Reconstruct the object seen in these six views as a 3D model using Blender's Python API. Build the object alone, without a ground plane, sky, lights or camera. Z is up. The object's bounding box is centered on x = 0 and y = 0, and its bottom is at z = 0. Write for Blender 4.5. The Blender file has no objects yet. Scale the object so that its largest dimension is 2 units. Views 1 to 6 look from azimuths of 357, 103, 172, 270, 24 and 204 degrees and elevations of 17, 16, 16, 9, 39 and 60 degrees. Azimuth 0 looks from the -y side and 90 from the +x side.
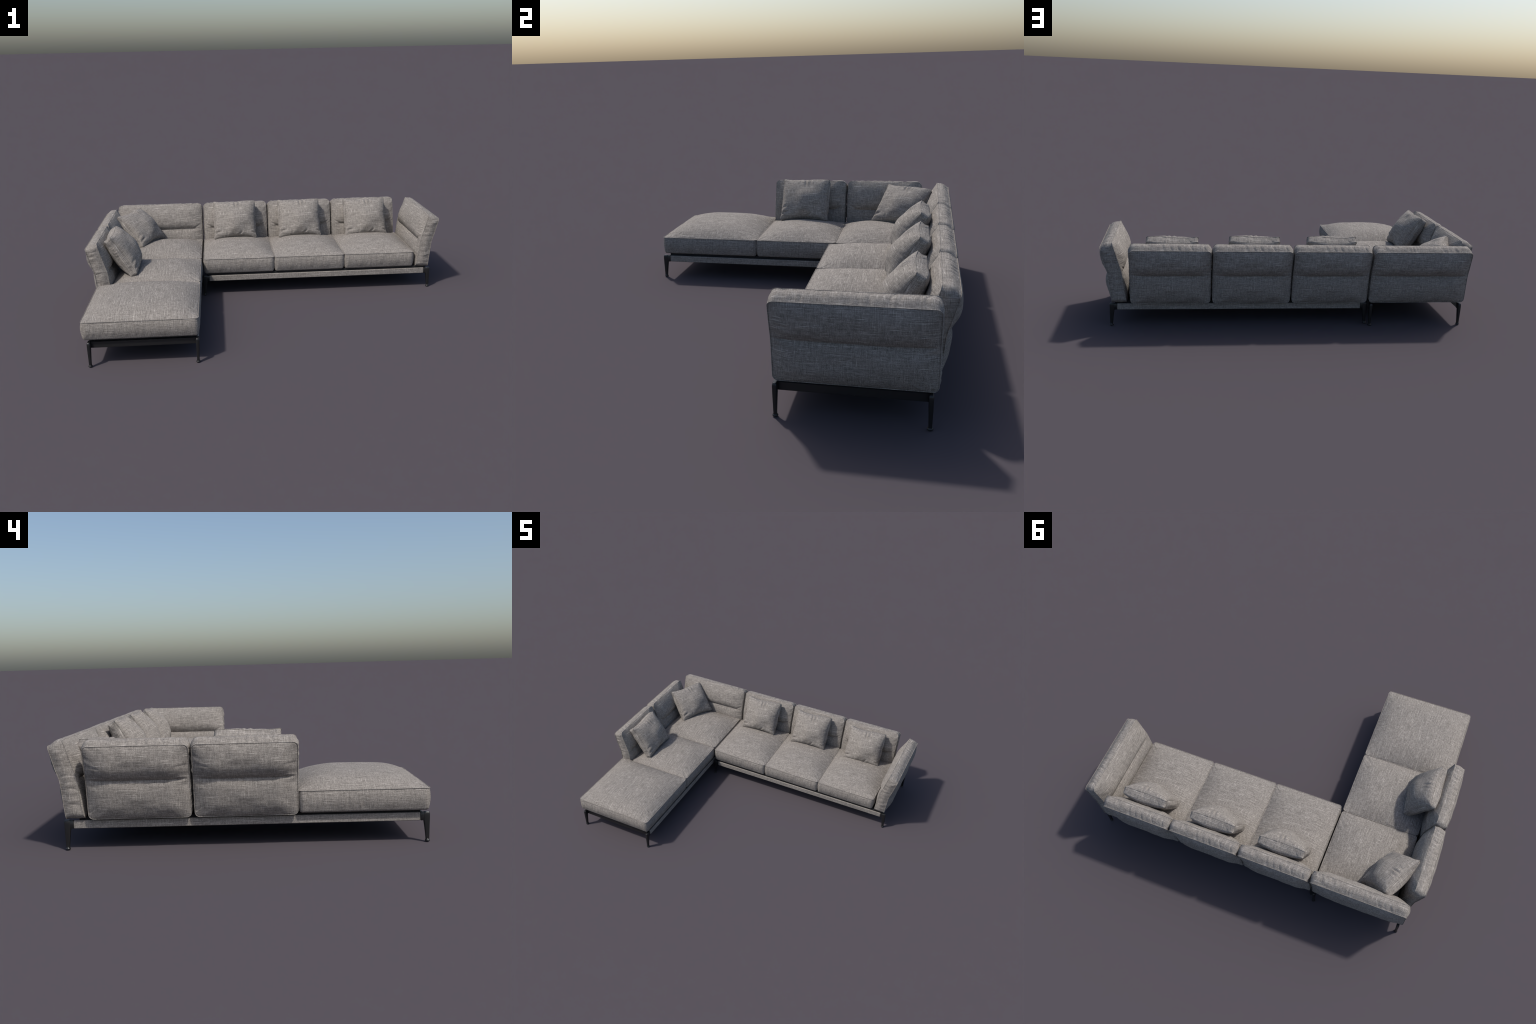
"""Corner sectional sofa: two framed modules, seat / back / arm cushions with
piped seams, and five loose box pillows.  Everything is lofted from rules."""
import bpy, math
import numpy as np
from mathutils import Matrix, Vector

RNG = np.random.default_rng(11)
LATTICE = RNG.random((64, 64, 64))


# ------------------------------------------------------------------ helpers
def noise(x, y, z=0.0):
    """Smooth value noise in -1..1."""
    x, y, z = np.broadcast_arrays(np.asarray(x, float), np.asarray(y, float), np.asarray(z, float))
    xi, yi, zi = np.floor(x).astype(int), np.floor(y).astype(int), np.floor(z).astype(int)
    fx, fy, fz = x - xi, y - yi, z - zi
    fx, fy, fz = (f * f * f * (f * (f * 6 - 15) + 10) for f in (fx, fy, fz))
    g = lambda i, j, k: LATTICE[(xi + i) % 64, (yi + j) % 64, (zi + k) % 64]
    mix = lambda a, b, t: a + (b - a) * t
    v = mix(mix(mix(g(0, 0, 0), g(1, 0, 0), fx), mix(g(0, 1, 0), g(1, 1, 0), fx), fy),
            mix(mix(g(0, 0, 1), g(1, 0, 1), fx), mix(g(0, 1, 1), g(1, 1, 1), fx), fy), fz)
    return v * 2 - 1


def smooth(e0, e1, x):
    t = np.clip((x - e0) / (e1 - e0), 0, 1)
    return t * t * (3 - 2 * t)


def fold(a, b, p, q, width, depth, ridge=0.45):
    """A soft crease running from p to q in the panel plane (negative = valley)."""
    p, q = np.array(p), np.array(q)
    d = q - p
    L = np.hypot(*d)
    d = d / L
    t = ((a - p[0]) * d[0] + (b - p[1]) * d[1]) / L
    dist = -(a - p[0]) * d[1] + (b - p[1]) * d[0]
    taper = smooth(-0.15, 0.2, t) * (1 - smooth(0.55, 1.15, t))
    valley = np.exp(-(dist / width) ** 2)
    ridges = np.exp(-((np.abs(dist) - 1.9 * width) / (1.1 * width)) ** 2)
    return depth * taper * (ridge * ridges - valley)


def outline(hx, hy, r, n, counts=None):
    """Rounded rectangle: points, outward normals, arc length and point counts."""
    sx, sy = hx - r, hy - r
    quarter = math.pi * r / 2
    total = 4 * (sx + sy) + 4 * quarter
    # a little denser on the round corners
    legs = [("y", 2 * sy), ("c", quarter), ("x", 2 * sx), ("c", quarter)] * 2
    weight = [l * (1.0 if k != "c" else 2.2) for k, l in legs]
    if counts is None:
        counts = [max(8, int(round(n * w / sum(weight)))) for w in weight]
    corners = [(sx, sy), (-sx, sy), (-sx, -sy), (sx, -sy)]
    P, N = [], []
    for side in range(4):
        cnt_s, cnt_c = counts[2 * side], counts[2 * side + 1]
        c1 = np.array(corners[side])
        c0 = np.array(corners[side - 1])
        ang = side * math.pi / 2
        nrm = np.array([math.cos(ang), math.sin(ang)])
        for i in range(cnt_s):
            t = i / cnt_s
            P.append(c0 + (c1 - c0) * t + nrm * r)
            N.append(nrm)
        for i in range(cnt_c):
            a = ang + math.pi / 2 * i / cnt_c
            d = np.array([math.cos(a), math.sin(a)])
            P.append(c1 + d * r)
            N.append(d)
    P, N = np.array(P), np.array(N)
    step = np.hypot(*(np.roll(P, -1, 0) - P).T)
    return P, N, np.concatenate([[0], np.cumsum(step)[:-1]]), counts


def gathers(t, arc, seed, depth=0.0030, freq=40.0):
    """Gathered cloth on a strip: soft swells plus narrow tucks starting at the seams."""
    env = math.sin(math.pi * t) ** 0.7
    swell = 0.55 * noise(arc * freq + 0.6 * t, t * 1.4, seed + 1.5)
    out = swell
    for k, reach in ((0, t), (1, 1 - t)):
        n = noise(arc * freq * 0.85 + 17 * k + 0.35 * math.sin(3 * t), 0.0, seed + 4 + k)
        strength = smooth(-0.45, 0.35, noise(arc * 22, 3.0 * k, seed + 8))
        ripple = np.sin(2 * math.pi * arc / 0.033 + 5.0 * noise(arc * 11, 2.0 * k, seed + 12) + 1.2 * t)
        out = out + 0.38 * ripple * (0.15 + strength) * math.exp(-(reach / 0.5) ** 2)
        out = out - 0.9 * strength * np.exp(-(n / 0.16) ** 2) * math.exp(-(reach / 0.55) ** 2)
    return depth * env * out


def mesh_from_rings(name, rings, pole_a, pole_b, material):
    n = len(rings[0])
    verts = np.vstack([np.vstack(rings), pole_a[None], pole_b[None]])
    R = len(rings)
    idx = np.arange(R * n).reshape(R, n)
    nxt = np.roll(idx, -1, 1)
    quads = np.stack([idx[:-1], idx[1:], nxt[1:], nxt[:-1]], -1).reshape(-1, 4)
    ta = np.stack([np.full(n, R * n), idx[0], nxt[0]], -1)
    tb = np.stack([np.full(n, R * n + 1), nxt[-1], idx[-1]], -1)
    me = bpy.data.meshes.new(name)
    me.from_pydata(verts.tolist(), [], quads.tolist() + ta.tolist() + tb.tolist())
    me.polygons.foreach_set("use_smooth", np.ones(len(me.polygons), bool))
    me.materials.append(material)
    me.update()
    return me


def tube(name, loops, material, sides=7):
    """Piping: closed tubes along 3D loops."""
    V, F, base = [], [], 0
    for path, radius in loops:
        path = np.asarray(path)
        n = len(path)
        tan = np.roll(path, -1, 0) - np.roll(path, 1, 0)
        tan /= np.linalg.norm(tan, axis=1)[:, None] + 1e-12
        ref = path - path.mean(0)
        u = ref - (ref * tan).sum(1)[:, None] * tan
        u /= np.linalg.norm(u, axis=1)[:, None] + 1e-12
        w = np.cross(tan, u)
        for k in range(sides):
            a = 2 * math.pi * k / sides
            V.append(path + radius * (math.cos(a) * u + math.sin(a) * w))
        for k in range(sides):
            k2 = (k + 1) % sides
            i = np.arange(n)
            j = (i + 1) % n
            F.append(np.stack([base + k * n + i, base + k * n + j, base + k2 * n + j, base + k2 * n + i], -1))
        base += sides * n
    me = bpy.data.meshes.new(name)
    me.from_pydata(np.vstack(V).tolist(), [], np.vstack(F).tolist())
    me.polygons.foreach_set("use_smooth", np.ones(len(me.polygons), bool))
    me.materials.append(material)
    me.update()
    return me


def box_cushion(name, hx, hy, r, gus, face_a, face_b, side, warp, material, n=420, K=46, G=16,
                pipe=(True, True), pipe_r=0.0014, grooves=(0.0008, 0.0008), swell=0.0):
    """Boxed cushion: two puffed panels joined by a gusset strip.
    face_*(a, b, d, arc) -> puff along +-c;  side(t, arc, pts, nrm) -> outward offset;
    warp(a, b, c) -> xyz local position."""
    P, N, arc, counts = outline(hx, hy, r, n)
    s = 1 - (1 - np.linspace(0, 1, K + 1)[1:]) ** 1.5
    rings = []

    def face(puff, sign):
        out = []
        for sk in s:
            q = P * sk
            d = np.minimum(hx - np.abs(q[:, 0]), hy - np.abs(q[:, 1]))
            d = np.maximum(np.minimum(d, (1 - sk) * min(hx, hy) * 1.5), 0)
            groove = grooves[0 if sign > 0 else 1] * np.exp(-(d / 0.003) ** 2)
            c = sign * (gus / 2 + puff(q[:, 0], q[:, 1], d, arc) - groove)
            out.append((q, c))
        return out

    fa, fb = face(face_a, 1), face(face_b, -1)
    for q, c in fa:
        rings.append(warp(q[:, 0], q[:, 1], c))
    qa, cea = fa[-1]
    seam_a = warp(*(qa + N * pipe_r * 0.9).T, cea + pipe_r * 0.5)
    t = np.linspace(0, 1, G + 1)[1:-1]
    t = t - 0.07 * np.sin(2 * math.pi * t)
    ca, cb = fa[-1][1], fb[-1][1]
    for tk in t:
        off = side(tk, arc, P, N)
        # the strip rounds its corners more than the seams do
        P2, N2, _, _ = outline(hx, hy, r + swell * math.sin(math.pi * tk) ** 0.8, n, counts)
        q = P2 + N2 * off[:, None]
        rings.append(warp(q[:, 0], q[:, 1], ca + (cb - ca) * tk))
    for q, c in fb[::-1]:
        rings.append(warp(q[:, 0], q[:, 1], c))
    qb, ceb = fb[-1]
    seam_b = warp(*(qb + N * pipe_r * 0.1).T, ceb)
    z = np.zeros(1)
    d0 = np.full(1, min(hx, hy))
    pole_a = warp(z, z, gus / 2 + face_a(z, z, d0, z))[0]
    pole_b = warp(z, z, -gus / 2 - face_b(z, z, d0, z))[0]
    me = mesh_from_rings(name, rings, pole_a, pole_b, material)
    loops = []
    for use, seam, rad in zip(pipe, (seam_a, seam_b), (pipe_r, pipe_r * 0.7)):
        if use:
            loops.append((seam, rad))
    pm = tube(name + "_piping", loops, material) if loops else None
    return me, pm


# ---------------------------------------------------------------- materials
def nodes_of(tree):
    tree.nodes.clear()

    def new(kind, **kw):
        nd = tree.nodes.new(kind)
        for k, v in kw.items():
            if k == "inputs":
                for i, val in v.items():
                    nd.inputs[i].default_value = val
            else:
                setattr(nd, k, v)
        return nd

    def link(a, b):
        tree.links.new(a, b)

    def math_(op, a, b=None, c=None, clamp=False):
        nd = new("ShaderNodeMath", operation=op, use_clamp=clamp)
        for i, v in enumerate((a, b, c)):
            if v is None:
                continue
            if isinstance(v, (int, float)):
                nd.inputs[i].default_value = v
            else:
                link(v, nd.inputs[i])
        return nd.outputs[0]
    return new, link, math_


THREAD = 0.0031


def weave_group():
    """2D cloth: U,V in metres -> Tone (0..1, mid 0.5) and Height."""
    g = bpy.data.node_groups.new("cloth_weave", "ShaderNodeTree")
    for nm in ("U", "V"):
        g.interface.new_socket(nm, in_out="INPUT", socket_type="NodeSocketFloat")
    for nm in ("Tone", "Height"):
        g.interface.new_socket(nm, in_out="OUTPUT", socket_type="NodeSocketFloat")
    new, link, m = nodes_of(g)
    gi, go = new("NodeGroupInput"), new("NodeGroupOutput")
    U, V = gi.outputs["U"], gi.outputs["V"]

    def n2(su, sv, detail=1.0, ofs=0.0, rough=0.5):
        cx = new("ShaderNodeCombineXYZ")
        link(m("MULTIPLY_ADD", U, su, ofs), cx.inputs[0])
        link(m("MULTIPLY_ADD", V, sv, ofs * 1.7), cx.inputs[1])
        t = new("ShaderNodeTexNoise", noise_dimensions="2D")
        t.inputs["Scale"].default_value = 1.0
        t.inputs["Detail"].default_value = detail
        t.inputs["Roughness"].default_value = rough
        link(cx.outputs[0], t.inputs["Vector"])
        return m("SUBTRACT", t.outputs[0], 0.5)

    thread_u = n2(40, 350, 1, 3.1)
    long_u = n2(7, 300, 1, 17.3)
    thread_v = n2(350, 42, 1, 7.7)
    fine = n2(380, 380, 1, 1.3)
    medium = n2(120, 170, 1, 9.2)
    cloud = n2(34, 34, 2, 5.5)
    slub_u = m("MULTIPLY", m("SUBTRACT", n2(11, 300, 1, 11.0), 0.195, clamp=True), 3.2)
    slub_v = m("MULTIPLY", m("SUBTRACT", n2(300, 15, 1, 23.0), 0.22, clamp=True), 2.2)
    tone = m("MULTIPLY_ADD", thread_u, 0.38, 0.5)
    tone = m("MULTIPLY_ADD", long_u, 0.32, tone)
    tone = m("MULTIPLY_ADD", thread_v, 0.32, tone)
    tone = m("MULTIPLY_ADD", n2(300, 12, 1, 29.0), 0.18, tone)
    tone = m("MULTIPLY_ADD", fine, 0.58, tone)
    tone = m("MULTIPLY_ADD", medium, 0.14, tone)
    tone = m("MULTIPLY_ADD", cloud, 0.09, tone)
    tone = m("ADD", tone, slub_u)
    tone = m("ADD", tone, slub_v)
    k = 2 * math.pi / THREAD
    ribs = m("SINE", m("MULTIPLY", U, k))
    twill = m("SINE", m("MULTIPLY", m("ADD", U, V), k * 1.0))
    basket = m("MULTIPLY_ADD", ribs, 0.5, m("MULTIPLY", twill, 0.5))
    tone = m("MULTIPLY_ADD", basket, 0.22, tone, clamp=True)
    link(tone, go.inputs["Tone"])
    h = m("MULTIPLY_ADD", thread_u, 0.8, m("MULTIPLY", thread_v, 0.8))
    h = m("MULTIPLY_ADD", basket, 0.35, h)
    link(h, go.inputs["Height"])
    return g


WEAVE = weave_group()


def fabric(name, dark, mid, light):
    mat = bpy.data.materials.new(name)
    mat.use_nodes = True
    new, link, m = nodes_of(mat.node_tree)
    out = new("ShaderNodeOutputMaterial")
    bsdf = new("ShaderNodeBsdfPrincipled")
    link(bsdf.outputs[0], out.inputs[0])
    tc = new("ShaderNodeTexCoord")
    pos, nrm = new("ShaderNodeSeparateXYZ"), new("ShaderNodeSeparateXYZ")
    link(tc.outputs["Object"], pos.inputs[0])
    link(tc.outputs["Normal"], nrm.inputs[0])
    ax, ay, az = (m("ABSOLUTE", nrm.outputs[i]) for i in range(3))
    X, Y, Z = pos.outputs
    pick_z = m("MULTIPLY_ADD", m("SUBTRACT", az, 0.70), 6.0, 0.5, clamp=True)
    pick_y = m("MULTIPLY_ADD", m("SUBTRACT", ay, ax), 6.0, 0.5, clamp=True)
    tones = []
    for u, v in ((X, Y), (X, Z), (Y, Z)):
        gn = new("ShaderNodeGroup", node_tree=WEAVE)
        link(u, gn.inputs[0])
        link(v, gn.inputs[1])
        tones.append(gn)

    def blend(o):
        s = m("MULTIPLY_ADD", m("SUBTRACT", tones[1].outputs[o], tones[2].outputs[o]), pick_y, tones[2].outputs[o])
        return m("MULTIPLY_ADD", m("SUBTRACT", tones[0].outputs[o], s), pick_z, s)
    tone, height = blend("Tone"), blend("Height")
    ramp = new("ShaderNodeValToRGB")
    cr = ramp.color_ramp
    cr.elements[0].position, cr.elements[0].color = 0.12, (*dark, 1)
    cr.elements[1].position, cr.elements[1].color = 0.92, (*light, 1)
    e = cr.elements.new(0.5)
    e.color = (*mid, 1)
    link(tone, ramp.inputs[0])
    link(ramp.outputs[0], bsdf.inputs["Base Color"])
    bump = new("ShaderNodeBump", inputs={"Strength": 0.22, "Distance": 0.0010})
    link(height, bump.inputs["Height"])
    link(bump.outputs[0], bsdf.inputs["Normal"])
    bsdf.inputs["Roughness"].default_value = 0.95
    bsdf.inputs["Specular IOR Level"].default_value = 0.1
    return mat


def plain(name, colour, rough, metallic=0.0, speck=0.0):
    mat = bpy.data.materials.new(name)
    mat.use_nodes = True
    new, link, m = nodes_of(mat.node_tree)
    out = new("ShaderNodeOutputMaterial")
    bsdf = new("ShaderNodeBsdfPrincipled")
    link(bsdf.outputs[0], out.inputs[0])
    tc = new("ShaderNodeTexCoord")
    nz = new("ShaderNodeTexNoise", inputs={"Scale": 400.0, "Detail": 2.0})
    link(tc.outputs["Object"], nz.inputs["Vector"])
    ramp = new("ShaderNodeValToRGB")
    ramp.color_ramp.elements[0].color = (*[c * (1 - speck) for c in colour], 1)
    ramp.color_ramp.elements[1].color = (*[c * (1 + speck) for c in colour], 1)
    link(nz.outputs[0], ramp.inputs[0])
    link(ramp.outputs[0], bsdf.inputs["Base Color"])
    bsdf.inputs["Roughness"].default_value = rough
    bsdf.inputs["Metallic"].default_value = metallic
    return mat


CLOTH = fabric("grey_linen", (0.088, 0.0800, 0.0720), (0.224, 0.2040, 0.1845), (0.49, 0.454, 0.414))
METAL = plain("black_powder_coat", (0.0125, 0.0125, 0.013), 0.38, 0.0, 0.25)
UNDER = plain("near_black_deck", (0.012, 0.012, 0.013), 0.95, 0.0, 0.3)  # near-black deck, seen as the dark gap between seats and rails

# ------------------------------------------------------------------- scene
COLL = bpy.context.scene.collection


def link_obj(name, data, parent=None, matrix=None):
    ob = bpy.data.objects.new(name, data)
    COLL.objects.link(ob)
    if parent is not None:
        ob.parent = parent
    if matrix is not None:
        ob.matrix_basis = matrix
    return ob


sofa = link_obj("sectional_sofa", None)
sofa.empty_display_size = 0.2
sofa["label"] = "grey woven L-shaped sectional sofa with chaise and black legs"
sofa["category"] = "corner sofa"


def place(x, y, z=0.0, turn=0.0):
    return Matrix.Translation((x, y, z)) @ Matrix.Rotation(math.radians(turn), 4, "Z")


# ------------------------------------------------------------ seat cushions
Z_WELT, Z_BASE = 0.2175, 0.1285


def seat_mesh(name, lx, ly, crown=0.044, soft=0.205, power=2.8, seed=0.0):
    """lx, ly: full plan size in the cushion's own frame (threads run along x)."""
    hx, hy, gus = lx / 2, ly / 2, Z_WELT - Z_BASE

    def rise(d):
        u = np.clip(d / soft, 0, 1)
        return 1 - (1 - u) ** power

    def top(a, b, d, arc):
        h = crown * rise(hx - np.abs(a)) * rise(hy - np.abs(b))
        edge = np.exp(-d / 0.028) * smooth(0.0, 0.006, d)
        h = h + 0.0024 * edge * noise(arc * 50, d * 14, seed)
        h = h + 0.0014 * noise(a * 13 + seed, b * 13, seed + 3) * smooth(0.01, 0.08, d)
        # drag lines fanning out of the corners
        for cx, cy in ((1, 1), (-1, 1), (1, -1), (-1, -1)):
            for k in range(3):
                j = noise(cx * 3.3 + k * 1.7, cy * 5.1 + seed) * 0.02
                p = (cx * (hx - 0.012 - 0.022 * k), cy * (hy - 0.010))
                q = (cx * (hx - 0.055 - 0.030 * k + j), cy * (hy - 0.065 - j))
                h = h + fold(a, b, p, q, 0.0058, 0.0009 * (0.4 + 0.6 * abs(noise(cx * 2.7 + k, cy * 1.9 + seed, k * 1.3)) * 2))
        return h

    def bottom(a, b, d, arc):
        return -0.013 * (1 - np.sqrt(np.clip(1 - (1 - np.clip(d / 0.014, 0, 1)) ** 2, 0, 1)))

    def side(t, arc, P, N):
        bulge = 0.0075 * math.sin(math.pi * t) ** 0.9
        wr = gathers(t, arc, seed + 9, 0.0020, 32.0)
        return bulge + wr

    def warp(a, b, c):
        # the welt dips a touch between the corners
        return np.stack([a, b, c + (Z_WELT + Z_BASE) / 2 + 0 * a], -1)

    return box_cushion(name, hx, hy, 0.015, gus, top, bottom, side, warp, CLOTH, swell=0.010,
                       pipe=(True, False), grooves=(0.0008, 0.0))


def add_cushion(kind, meshes, matrix):
    ob = link_obj(kind, meshes[0], sofa, matrix)
    if meshes[1] is not None:
        link_obj("piping", meshes[1], ob)
    return ob


# module along x: three equal seats
seat_std = seat_mesh("seat_cushion", 0.409, 0.452, seed=1.0)
for i in range(3):
    add_cushion("seat_cushion", seat_std, place(-0.1835 + 0.4142 * i, 0.1555 + 0.226, 0))
# module along y: chaise end, middle and corner (own x axis runs along world y)
chaise = seat_mesh("seat_cushion", 0.508, 0.531, crown=0.053, soft=0.25, power=3.5, seed=4.0)
add_cushion("chaise_cushion", chaise, place(-0.6705, -0.4855, 0, 90))
middle = seat_mesh("seat_cushion", 0.407, 0.450, seed=7.0)
add_cushion("seat_cushion", middle, place(-0.630, -0.0245, 0, 90))
cornerseat = seat_mesh("seat_cushion", 0.420, 0.450, seed=9.0)
add_cushion("seat_cushion", cornerseat, place(-0.630, 0.3945, 0, 90))

# ------------------------------------------------- bent back / arm cushions
# cross-section of a back: inner and outer seam, (outward, height), bottom to top
INNER = np.array([(0.6080, 0.1275), (0.6175, 0.180), (0.6240, 0.235), (0.6300, 0.285), (0.6445, 0.335), (0.6600, 0.387), (0.6755, 0.4380)])
OUTER = np.array([(0.6805, 0.1260), (0.6860, 0.178), (0.6910, 0.230), (0.6970, 0.279), (0.7110, 0.325), (0.7235, 0.370), (0.7355, 0.4140)])
KNEE = 0.0                                    # b at the fold line


def curve_at(pts, t):
    """Catmull-Rom through the section points; t in 0..1, straight beyond."""
    n = len(pts) - 1
    ext = np.vstack([2 * pts[0] - pts[1], pts, 2 * pts[-1] - pts[-2]])
    u = np.clip(t, 0, 1) * n
    i = np.minimum(u.astype(int), n - 1)
    f = (u - i)[:, None]
    p0, p1, p2, p3 = ext[i], ext[i + 1], ext[i + 2], ext[i + 3]
    v = 0.5 * (2 * p1 + (p2 - p0) * f + (2 * p0 - 5 * p1 + 4 * p2 - p3) * f ** 2 + (3 * p1 - p0 - 3 * p2 + p3) * f ** 3)
    over = (t - np.clip(t, 0, 1))[:, None]
    tan = np.where(over > 0, (pts[-1] - pts[-2]) * n, (pts[1] - pts[0]) * n)
    return v + over * tan


def back_mesh(name, length, seed=0.0, high=0.0305):
    hx, hy, gus = length / 2, 0.157, 0.070
    y0 = 0.670                                  # local origin of the outward axis

    def lobes(b, low, crease, high):
        """Two padded rolls meeting in a sharp valley at the fold line."""
        def roll(x, pk):
            rel = np.where(x > pk, (x - pk) / (1 - pk), (pk - x) / pk)
            return np.clip(1 - rel ** 2.2, 0, 1) ** 0.9
        up = np.clip((b - KNEE) / (hy - KNEE), 0, 1)
        dn = np.clip((KNEE - b) / (hy + KNEE), 0, 1)
        base = crease * np.clip(1 - (np.abs(b) / hy) ** 4, 0, 1)
        return base + np.where(b > KNEE, (high - crease) * roll(up, 0.39), (low - crease) * roll(dn, 0.40))

    def panel(low, crease, high, sd, tick, tuck):
        def f(a, b, d, arc):
            ends = 1 - (1 - np.clip((hx - np.abs(a)) / 0.095, 0, 1)) ** 2.0
            lob = lobes(b, low, crease, high)
            fill = 1 - smooth(0.002, 0.045, hx - np.abs(a))      # valley heals at the ends
            flat = 0.75 * (low + high) / 2 * np.clip(1 - (np.abs(b) / hy) ** 3, 0, 1)
            h = lob * (1 - fill) + np.maximum(lob, flat) * fill
            h = h * ends
            for sx in (-1, 1):
                h = h + fold(a, b, (sx * (hx - 0.055), KNEE + 0.001), (sx * (hx - 0.006), KNEE + tick), 0.0050, tuck)
                h = h + fold(a, b, (sx * (hx - 0.050), KNEE - 0.030), (sx * (hx - 0.006), KNEE - 0.020), 0.0060, 0.0012)
                h = h + fold(a, b, (sx * (hx - 0.060), KNEE + 0.060), (sx * (hx - 0.006), KNEE + 0.070), 0.0060, 0.0012)
            pucker = np.exp(-d / 0.024) * smooth(0.0, 0.006, d)
            h = h + 0.0020 * pucker * noise(arc * 48, d * 12, sd)
            h = h + 0.0032 * noise(a * 10 + sd, b * 16, sd + 2) * smooth(0.01, 0.07, d)
            h = h + 0.0009 * noise(a * 48 + sd, b * 9, sd + 8) * smooth(0.01, 0.05, d)
            h = h + 0.0006 * noise(a * 20, b * 55 + sd, sd + 5) * smooth(0.01, 0.05, d)
            return h
        return f

    def side(t, arc, P, N):
        top = np.clip(N[:, 1], 0, 1)
        bottom = np.clip(-N[:, 1], 0, 1)
        env = math.sin(math.pi * t)
        bulge = (0.0070 + 0.0025 * top - 0.003 * bottom) * env ** 1.25
        return bulge + gathers(t, arc, seed, 0.0046, 34.0) * (1 - 0.6 * bottom)

    def warp(a, b, c):
        t = (b / hy + 1) / 2
        i, o = curve_at(INNER, t), curve_at(OUTER, t)
        mid, d = (i + o) / 2, o - i
        p = mid + d * (c / gus)[:, None]
        return np.stack([a, p[:, 0] - y0, p[:, 1]], -1)

    outer, inner = panel(0.027, 0.007, high, seed + 2, 0.004, 0.0030), panel(0.018, 0.000, 0.028, seed + 12, 0.030, 0.0024)
    return box_cushion(name, hx, hy, 0.018, gus, outer, inner, side, warp, CLOTH, n=460, K=50, swell=0.010)


Y0 = 0.670
back_std = back_mesh("back_cushion", 0.4000, seed=2.0)
for i in range(3):
    add_cushion("back_cushion", back_std, place(-0.185 + 0.4142 * i, Y0))
for i in range(2):
    add_cushion("back_cushion", back_std, place(-(Y0 + 0.2525), -0.0265 + 0.4155 * i, 0, 90))
back_long = back_mesh("back_cushion", 0.527, seed=5.0)
add_cushion("back_cushion", back_long, place(-0.6655, Y0))
arm = back_mesh("arm_cushion", 0.520, seed=8.0, high=0.0270)
add_cushion("arm_cushion", arm, place(Y0 + 0.2555, 0.4165, 0, -90))


# -------------------------------------------------------------------- frame
def rounded_prism(name, sections, material, corner=0.25, seg=4):
    """Loft of rounded rectangles: (z, x0, x1, y0, y1, radius)."""
    rings = []
    for z, x0, x1, y0, y1, r in sections:
        ring = []
        for cx, cy, a0 in ((x1 - r, y1 - r, 0), (x0 + r, y1 - r, 90), (x0 + r, y0 + r, 180), (x1 - r, y0 + r, 270)):
            for k in range(seg + 1):
                a = math.radians(a0 + 90 * k / seg)
                ring.append((cx + r * math.cos(a), cy + r * math.sin(a), z))
        rings.append(ring)
    n = len(rings[0])
    V = [v for r in rings for v in r]
    F = [(i * n + k, i * n + (k + 1) % n, (i + 1) * n + (k + 1) % n, (i + 1) * n + k)
         for i in range(len(rings) - 1) for k in range(n)]
    F += [tuple(reversed(range(n))), tuple((len(rings) - 1) * n + k for k in range(n))]
    me = bpy.data.meshes.new(name)
    me.from_pydata(V, [], F)
    me.polygons.foreach_set("use_smooth", np.ones(len(F), bool))
    me.materials.append(material)
    try:
        me.set_sharp_from_angle(angle=math.radians(40))
    except Exception:
        pass
    return me


def bevelled_box(name, lx, ly, lz, bev, material):
    z = lz / 2
    b = bev
    s = [(-z, -lx / 2 + b, lx / 2 - b, -ly / 2 + b, ly / 2 - b, b * .5),
         (-z + b, -lx / 2, lx / 2, -ly / 2, ly / 2, b),
         (z - b, -lx / 2, lx / 2, -ly / 2, ly / 2, b),
         (z, -lx / 2 + b, lx / 2 - b, -ly / 2 + b, ly / 2 - b, b * .5)]
    return rounded_prism(name, s, material)


# leg: outer face near x = +0.0085, tapering; the bracket runs toward -x
leg_sections = []
for z, xin, xout, hw in ((0.0060, -0.0070, 0.0070, 0.0058), (0.030, -0.0092, 0.0074, 0.0064), (0.060, -0.0128, 0.0079, 0.0073),
                         (0.080, -0.0158, 0.0083, 0.0079), (0.104, -0.0165, 0.0085, 0.0081), (0.112, -0.0165, 0.0083, 0.0080),
                         (0.1165, -0.0160, 0.0072, 0.0072), (0.1190, -0.0145, 0.0045, 0.0050)):
    leg_sections.append((z, xin, xout, -hw, hw, min(hw * 0.62, 0.0048)))
leg_mesh = rounded_prism("leg", leg_sections, METAL)
bracket_mesh = rounded_prism("bracket", [
    (0.0845, -0.0275, -0.006, -0.0060, 0.0060, 0.0012), (0.0858, -0.0285, -0.006, -0.0068, 0.0068, 0.0014),
    (0.1158, -0.0285, -0.006, -0.0068, 0.0068, 0.0014), (0.1172, -0.0275, -0.006, -0.0060, 0.0060, 0.0012)], METAL)


def lathe(name, profile, material, seg=28):
    V, F = [], []
    for r, z in profile:
        V += [(r * math.cos(2 * math.pi * k / seg), r * math.sin(2 * math.pi * k / seg), z) for k in range(seg)]
    for i in range(len(profile) - 1):
        F += [(i * seg + k, i * seg + (k + 1) % seg, (i + 1) * seg + (k + 1) % seg, (i + 1) * seg + k) for k in range(seg)]
    F += [tuple(reversed(range(seg))), tuple((len(profile) - 1) * seg + k for k in range(seg))]
    me = bpy.data.meshes.new(name)
    me.from_pydata(V, [], F)
    me.polygons.foreach_set("use_smooth", np.ones(len(F), bool))
    me.materials.append(material)
    return me


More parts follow.
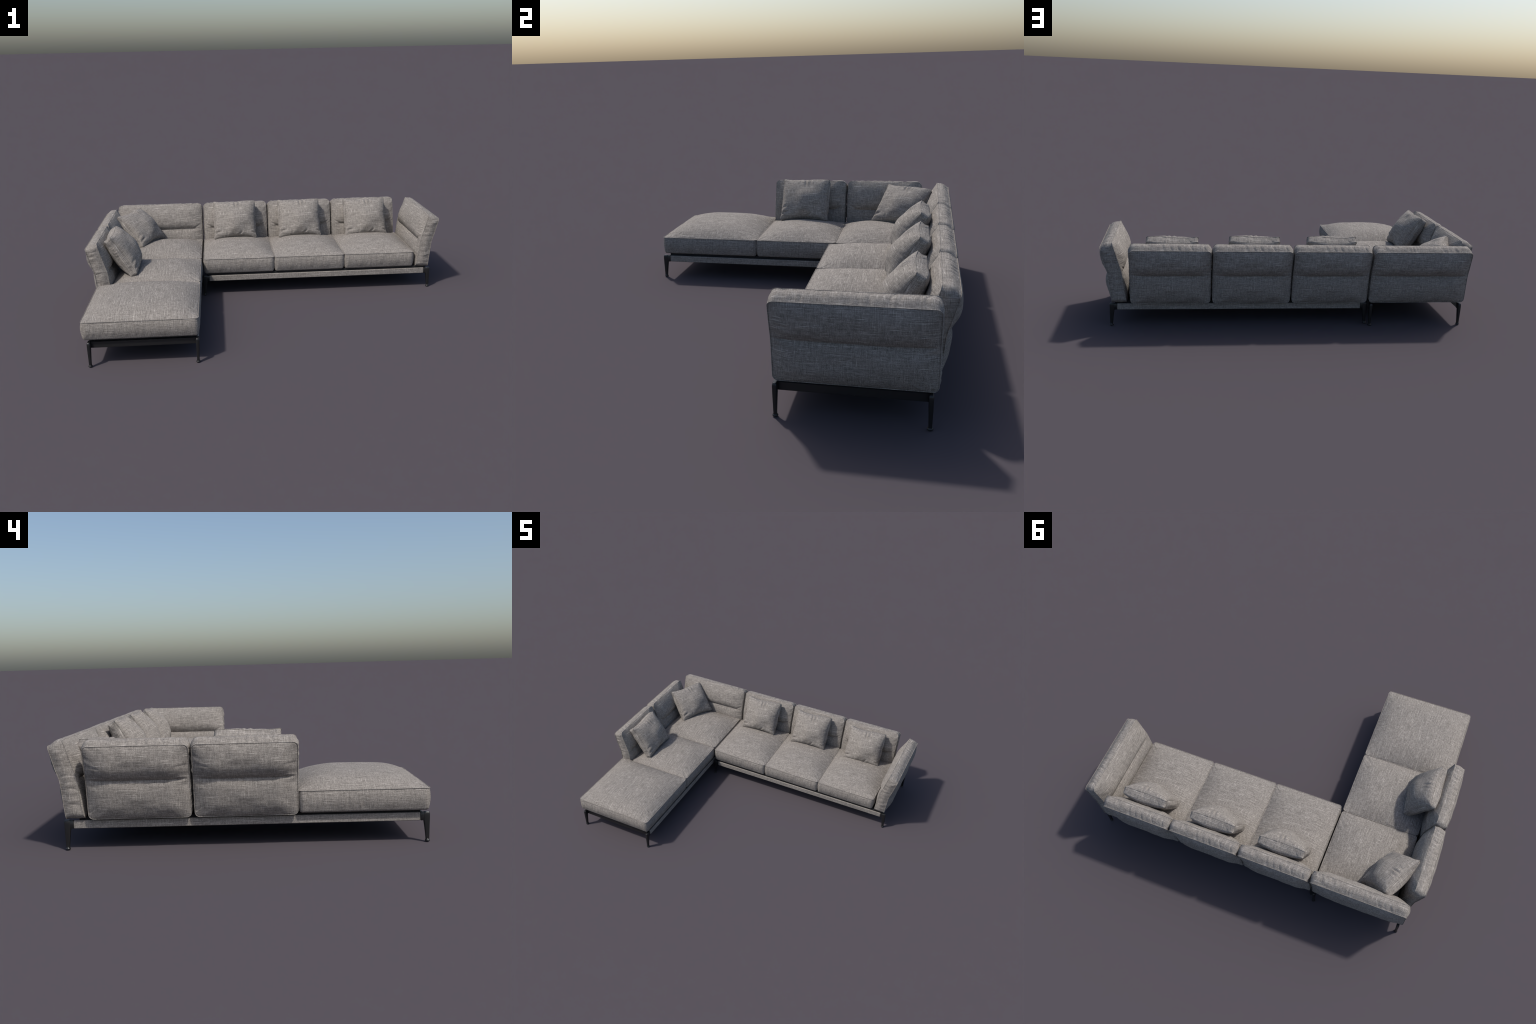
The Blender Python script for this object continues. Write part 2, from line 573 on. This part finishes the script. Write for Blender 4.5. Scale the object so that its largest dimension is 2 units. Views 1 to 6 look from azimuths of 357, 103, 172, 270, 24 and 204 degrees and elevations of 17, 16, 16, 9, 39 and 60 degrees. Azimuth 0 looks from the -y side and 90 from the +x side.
foot_mesh = lathe("foot", [(0.0088, 0.0), (0.0097, 0.0008), (0.0099, 0.003), (0.0094, 0.0050), (0.0078, 0.0066), (0.0066, 0.0085), (0.0060, 0.012)], METAL)


def add_leg(x, y, turn):
    leg = link_obj("leg", leg_mesh, sofa, place(x, y, 0, turn))
    link_obj("bracket", bracket_mesh, leg)
    link_obj("foot", foot_mesh, leg)


RAIL_H, RAIL_T, RAIL_Z = 0.0325, 0.0090, 0.1003
# module along y
AX, AY = (-0.9080, -0.4120), (-0.7370, 0.6862)
for x in AX:
    add_leg(x, AY[0], -90)
    add_leg(x, AY[1], 90)
rail = bevelled_box("rail", RAIL_T, AY[1] - AY[0] - 0.0575, RAIL_H, 0.0022, CLOTH)
for x in AX:
    link_obj("rail", rail, sofa, place(x, (AY[0] + AY[1]) / 2, RAIL_Z))
bar = bevelled_box("crossbar", AX[1] - AX[0] - 0.0130, 0.012, 0.0300, 0.0015, METAL)
link_obj("crossbar", bar, sofa, place((AX[0] + AX[1]) / 2, AY[0] + 0.0215, 0.1003))
link_obj("crossbar", bar, sofa, place((AX[0] + AX[1]) / 2, 0.45, 0.1003))
deck = bevelled_box("deck", AX[1] - AX[0] - 0.0088, 1.345, 0.022, 0.003, UNDER)
link_obj("deck", deck, sofa, place((AX[0] + AX[1]) / 2, -0.0365, 0.1185))
# module along x
BX, BY = (-0.3890, 0.9425), (0.1625, 0.6560)
for y in BY:
    add_leg(BX[0], y, 180)
    add_leg(BX[1], y, 0)
rail = bevelled_box("rail", BX[1] - BX[0] - 0.0575, RAIL_T, RAIL_H, 0.0022, CLOTH)
for y in BY:
    link_obj("rail", rail, sofa, place((BX[0] + BX[1]) / 2, y, RAIL_Z))
bar = bevelled_box("crossbar", 0.012, BY[1] - BY[0] - 0.0130, 0.0300, 0.0015, METAL)
link_obj("crossbar", bar, sofa, place(BX[1] - 0.0215, (BY[0] + BY[1]) / 2, 0.1003))
link_obj("crossbar", bar, sofa, place(BX[0] + 0.0215, (BY[0] + BY[1]) / 2, 0.1003))
deck = bevelled_box("deck", 1.297, BY[1] - BY[0] - 0.0088, 0.022, 0.003, UNDER)
link_obj("deck", deck, sofa, place((BX[0] + BX[1]) / 2, (BY[0] + BY[1]) / 2, 0.1185))


# ------------------------------------------------------------ throw pillows
def pillow_mesh():
    hx, hy, gus = 0.1325, 0.1215, 0.043

    def dome(a, b, p=1.8, e=0.54):
        return (np.clip(1 - np.abs(a / hx) ** p, 0, 1) * np.clip(1 - np.abs(b / hy) ** p, 0, 1)) ** e

    def front(a, b, d, arc):
        puff = 0.055 * dome(a, b)
        h = 0 * a
        h = h + fold(a, b, (0.000, hy + 0.004), (0.006, hy - 0.060), 0.0060, 0.0041, 0.7)
        h = h + fold(a, b, (-0.022, hy), (-0.030, hy - 0.040), 0.006, 0.0020, 0.6)
        h = h + fold(a, b, (0.024, hy), (0.034, hy - 0.045), 0.006, 0.0019, 0.6)
        h = h + fold(a, b, (0.015, -hy - 0.003), (0.045, -hy + 0.034), 0.006, 0.0037, 0.6)
        h = h + fold(a, b, (-0.048, -hy), (-0.050, -hy + 0.035), 0.006, 0.0020, 0.6)
        h = h + fold(a, b, (-hx, -hy + 0.028), (-hx + 0.045, -hy + 0.040), 0.0065, 0.0037, 0.6)
        h = h + fold(a, b, (-hx, -hy + 0.062), (-hx + 0.035, -hy + 0.070), 0.0065, 0.0026, 0.6)
        h = h + fold(a, b, (hx, -hy + 0.024), (hx - 0.034, -hy + 0.034), 0.0055, 0.0031, 0.6)
        h = h + fold(a, b, (hx, 0.020), (hx - 0.030, 0.018), 0.0065, 0.0017, 0.6)
        h = puff + h * smooth(0.0, 0.012, d)
        h = h + 0.0022 * np.exp(-d / 0.022) * smooth(0, 0.006, d) * noise(arc * 45, d * 10, 3.0)
        h = h + 0.0058 * noise(a * 14, b * 14, 8.0) * smooth(0.005, 0.05, d)
        return h

    def back(a, b, d, arc):
        h = 0.040 * dome(a, b)
        h = h + 0.0022 * np.exp(-d / 0.022) * smooth(0, 0.006, d) * noise(arc * 45, d * 10, 13.0)
        return h + 0.0035 * noise(a * 15, b * 15, 18.0) * smooth(0.005, 0.05, d)

    def side(t, arc, P, N):
        mid = np.clip(1 - (P[:, 1] / hy) ** 2, 0, 1)
        roll = 0.0020 + 0.0095 * np.abs(N[:, 0]) ** 2 * mid + 0.004 * np.clip(-N[:, 1], 0, 1)
        return roll * math.sin(math.pi * t) ** 0.9 + gathers(t, arc, 21.0, 0.0042, 44.0)

    def warp(a, b, c):
        u, v = a / hx, b / hy
        a2 = a * (1 - 0.070 * (1 - np.clip(np.abs(v), 0, 1) ** 2.2) * np.abs(u) ** 3)
        b2 = b * (1 - 0.080 * (1 - np.clip(np.abs(u), 0, 1) ** 2.2) * np.abs(v) ** 3)
        b2 = b2 + (0.003 * np.sin(u * 2.1 + 0.6) + 0.0030 * noise(a * 24, 3.3 + 5 * np.sign(v))) * np.abs(v) ** 3
        a2 = a2 + 0.0030 * noise(b * 24, 7.7 + 5 * np.sign(u)) * np.abs(u) ** 3
        c2 = c * (1 - 0.22 * np.clip(np.abs(u), 0, 1) ** 5 * np.clip(np.abs(v), 0, 1) ** 5)
        return np.stack([a2, b2, c2 + 0 * a], -1)

    return box_cushion("throw_pillow", hx, hy, 0.010, gus, front, back, side, warp, CLOTH, n=420, K=46, G=14, pipe_r=0.0009, swell=0.012), gus


PILLOW, PGUS = pillow_mesh()


def add_pillow(tl, tr, bl, br):
    """Seat a pillow by the four corners of its front seam."""
    tl, tr, bl, br = map(Vector, (tl, tr, bl, br))
    ex = ((tr - tl) + (br - bl)).normalized()
    ey = ((tl - bl) + (tr - br))
    ey = (ey - ex * ey.dot(ex)).normalized()
    ez = ex.cross(ey)
    c = (tl + tr + bl + br) / 4 - ez * (PGUS / 2)
    m = Matrix((ex, ey, ez)).transposed().to_4x4()
    m.translation = c
    ob = link_obj("throw_pillow", PILLOW[0], None, m)
    link_obj("piping", PILLOW[1], ob)
    ob["label"] = "square grey linen throw pillow with piped boxed edge"
    ob["category"] = "throw pillow"


for x, dx, dy, dz in ((-0.189, -0.006, 0.0, 0.002), (0.2185, -0.005, 0.0, 0.0), (0.6405, -0.006, -0.006, -0.008)):
    xb, xt = x, x + dx
    add_pillow((xt - 0.132, 0.598 + dy, 0.462 + dz), (xt + 0.132, 0.600 + dy, 0.461 + dz),
               (xb - 0.132, 0.484, 0.252 + dz), (xb + 0.132, 0.484, 0.252 + dz))
add_pillow((-0.9035, 0.410, 0.428), (-0.785, 0.650, 0.429), (-0.753, 0.338, 0.2646), (-0.633, 0.571, 0.2546))
add_pillow((-0.862, -0.172, 0.460), (-0.866, 0.0935, 0.457), (-0.736, -0.168, 0.256), (-0.732, 0.097, 0.256))
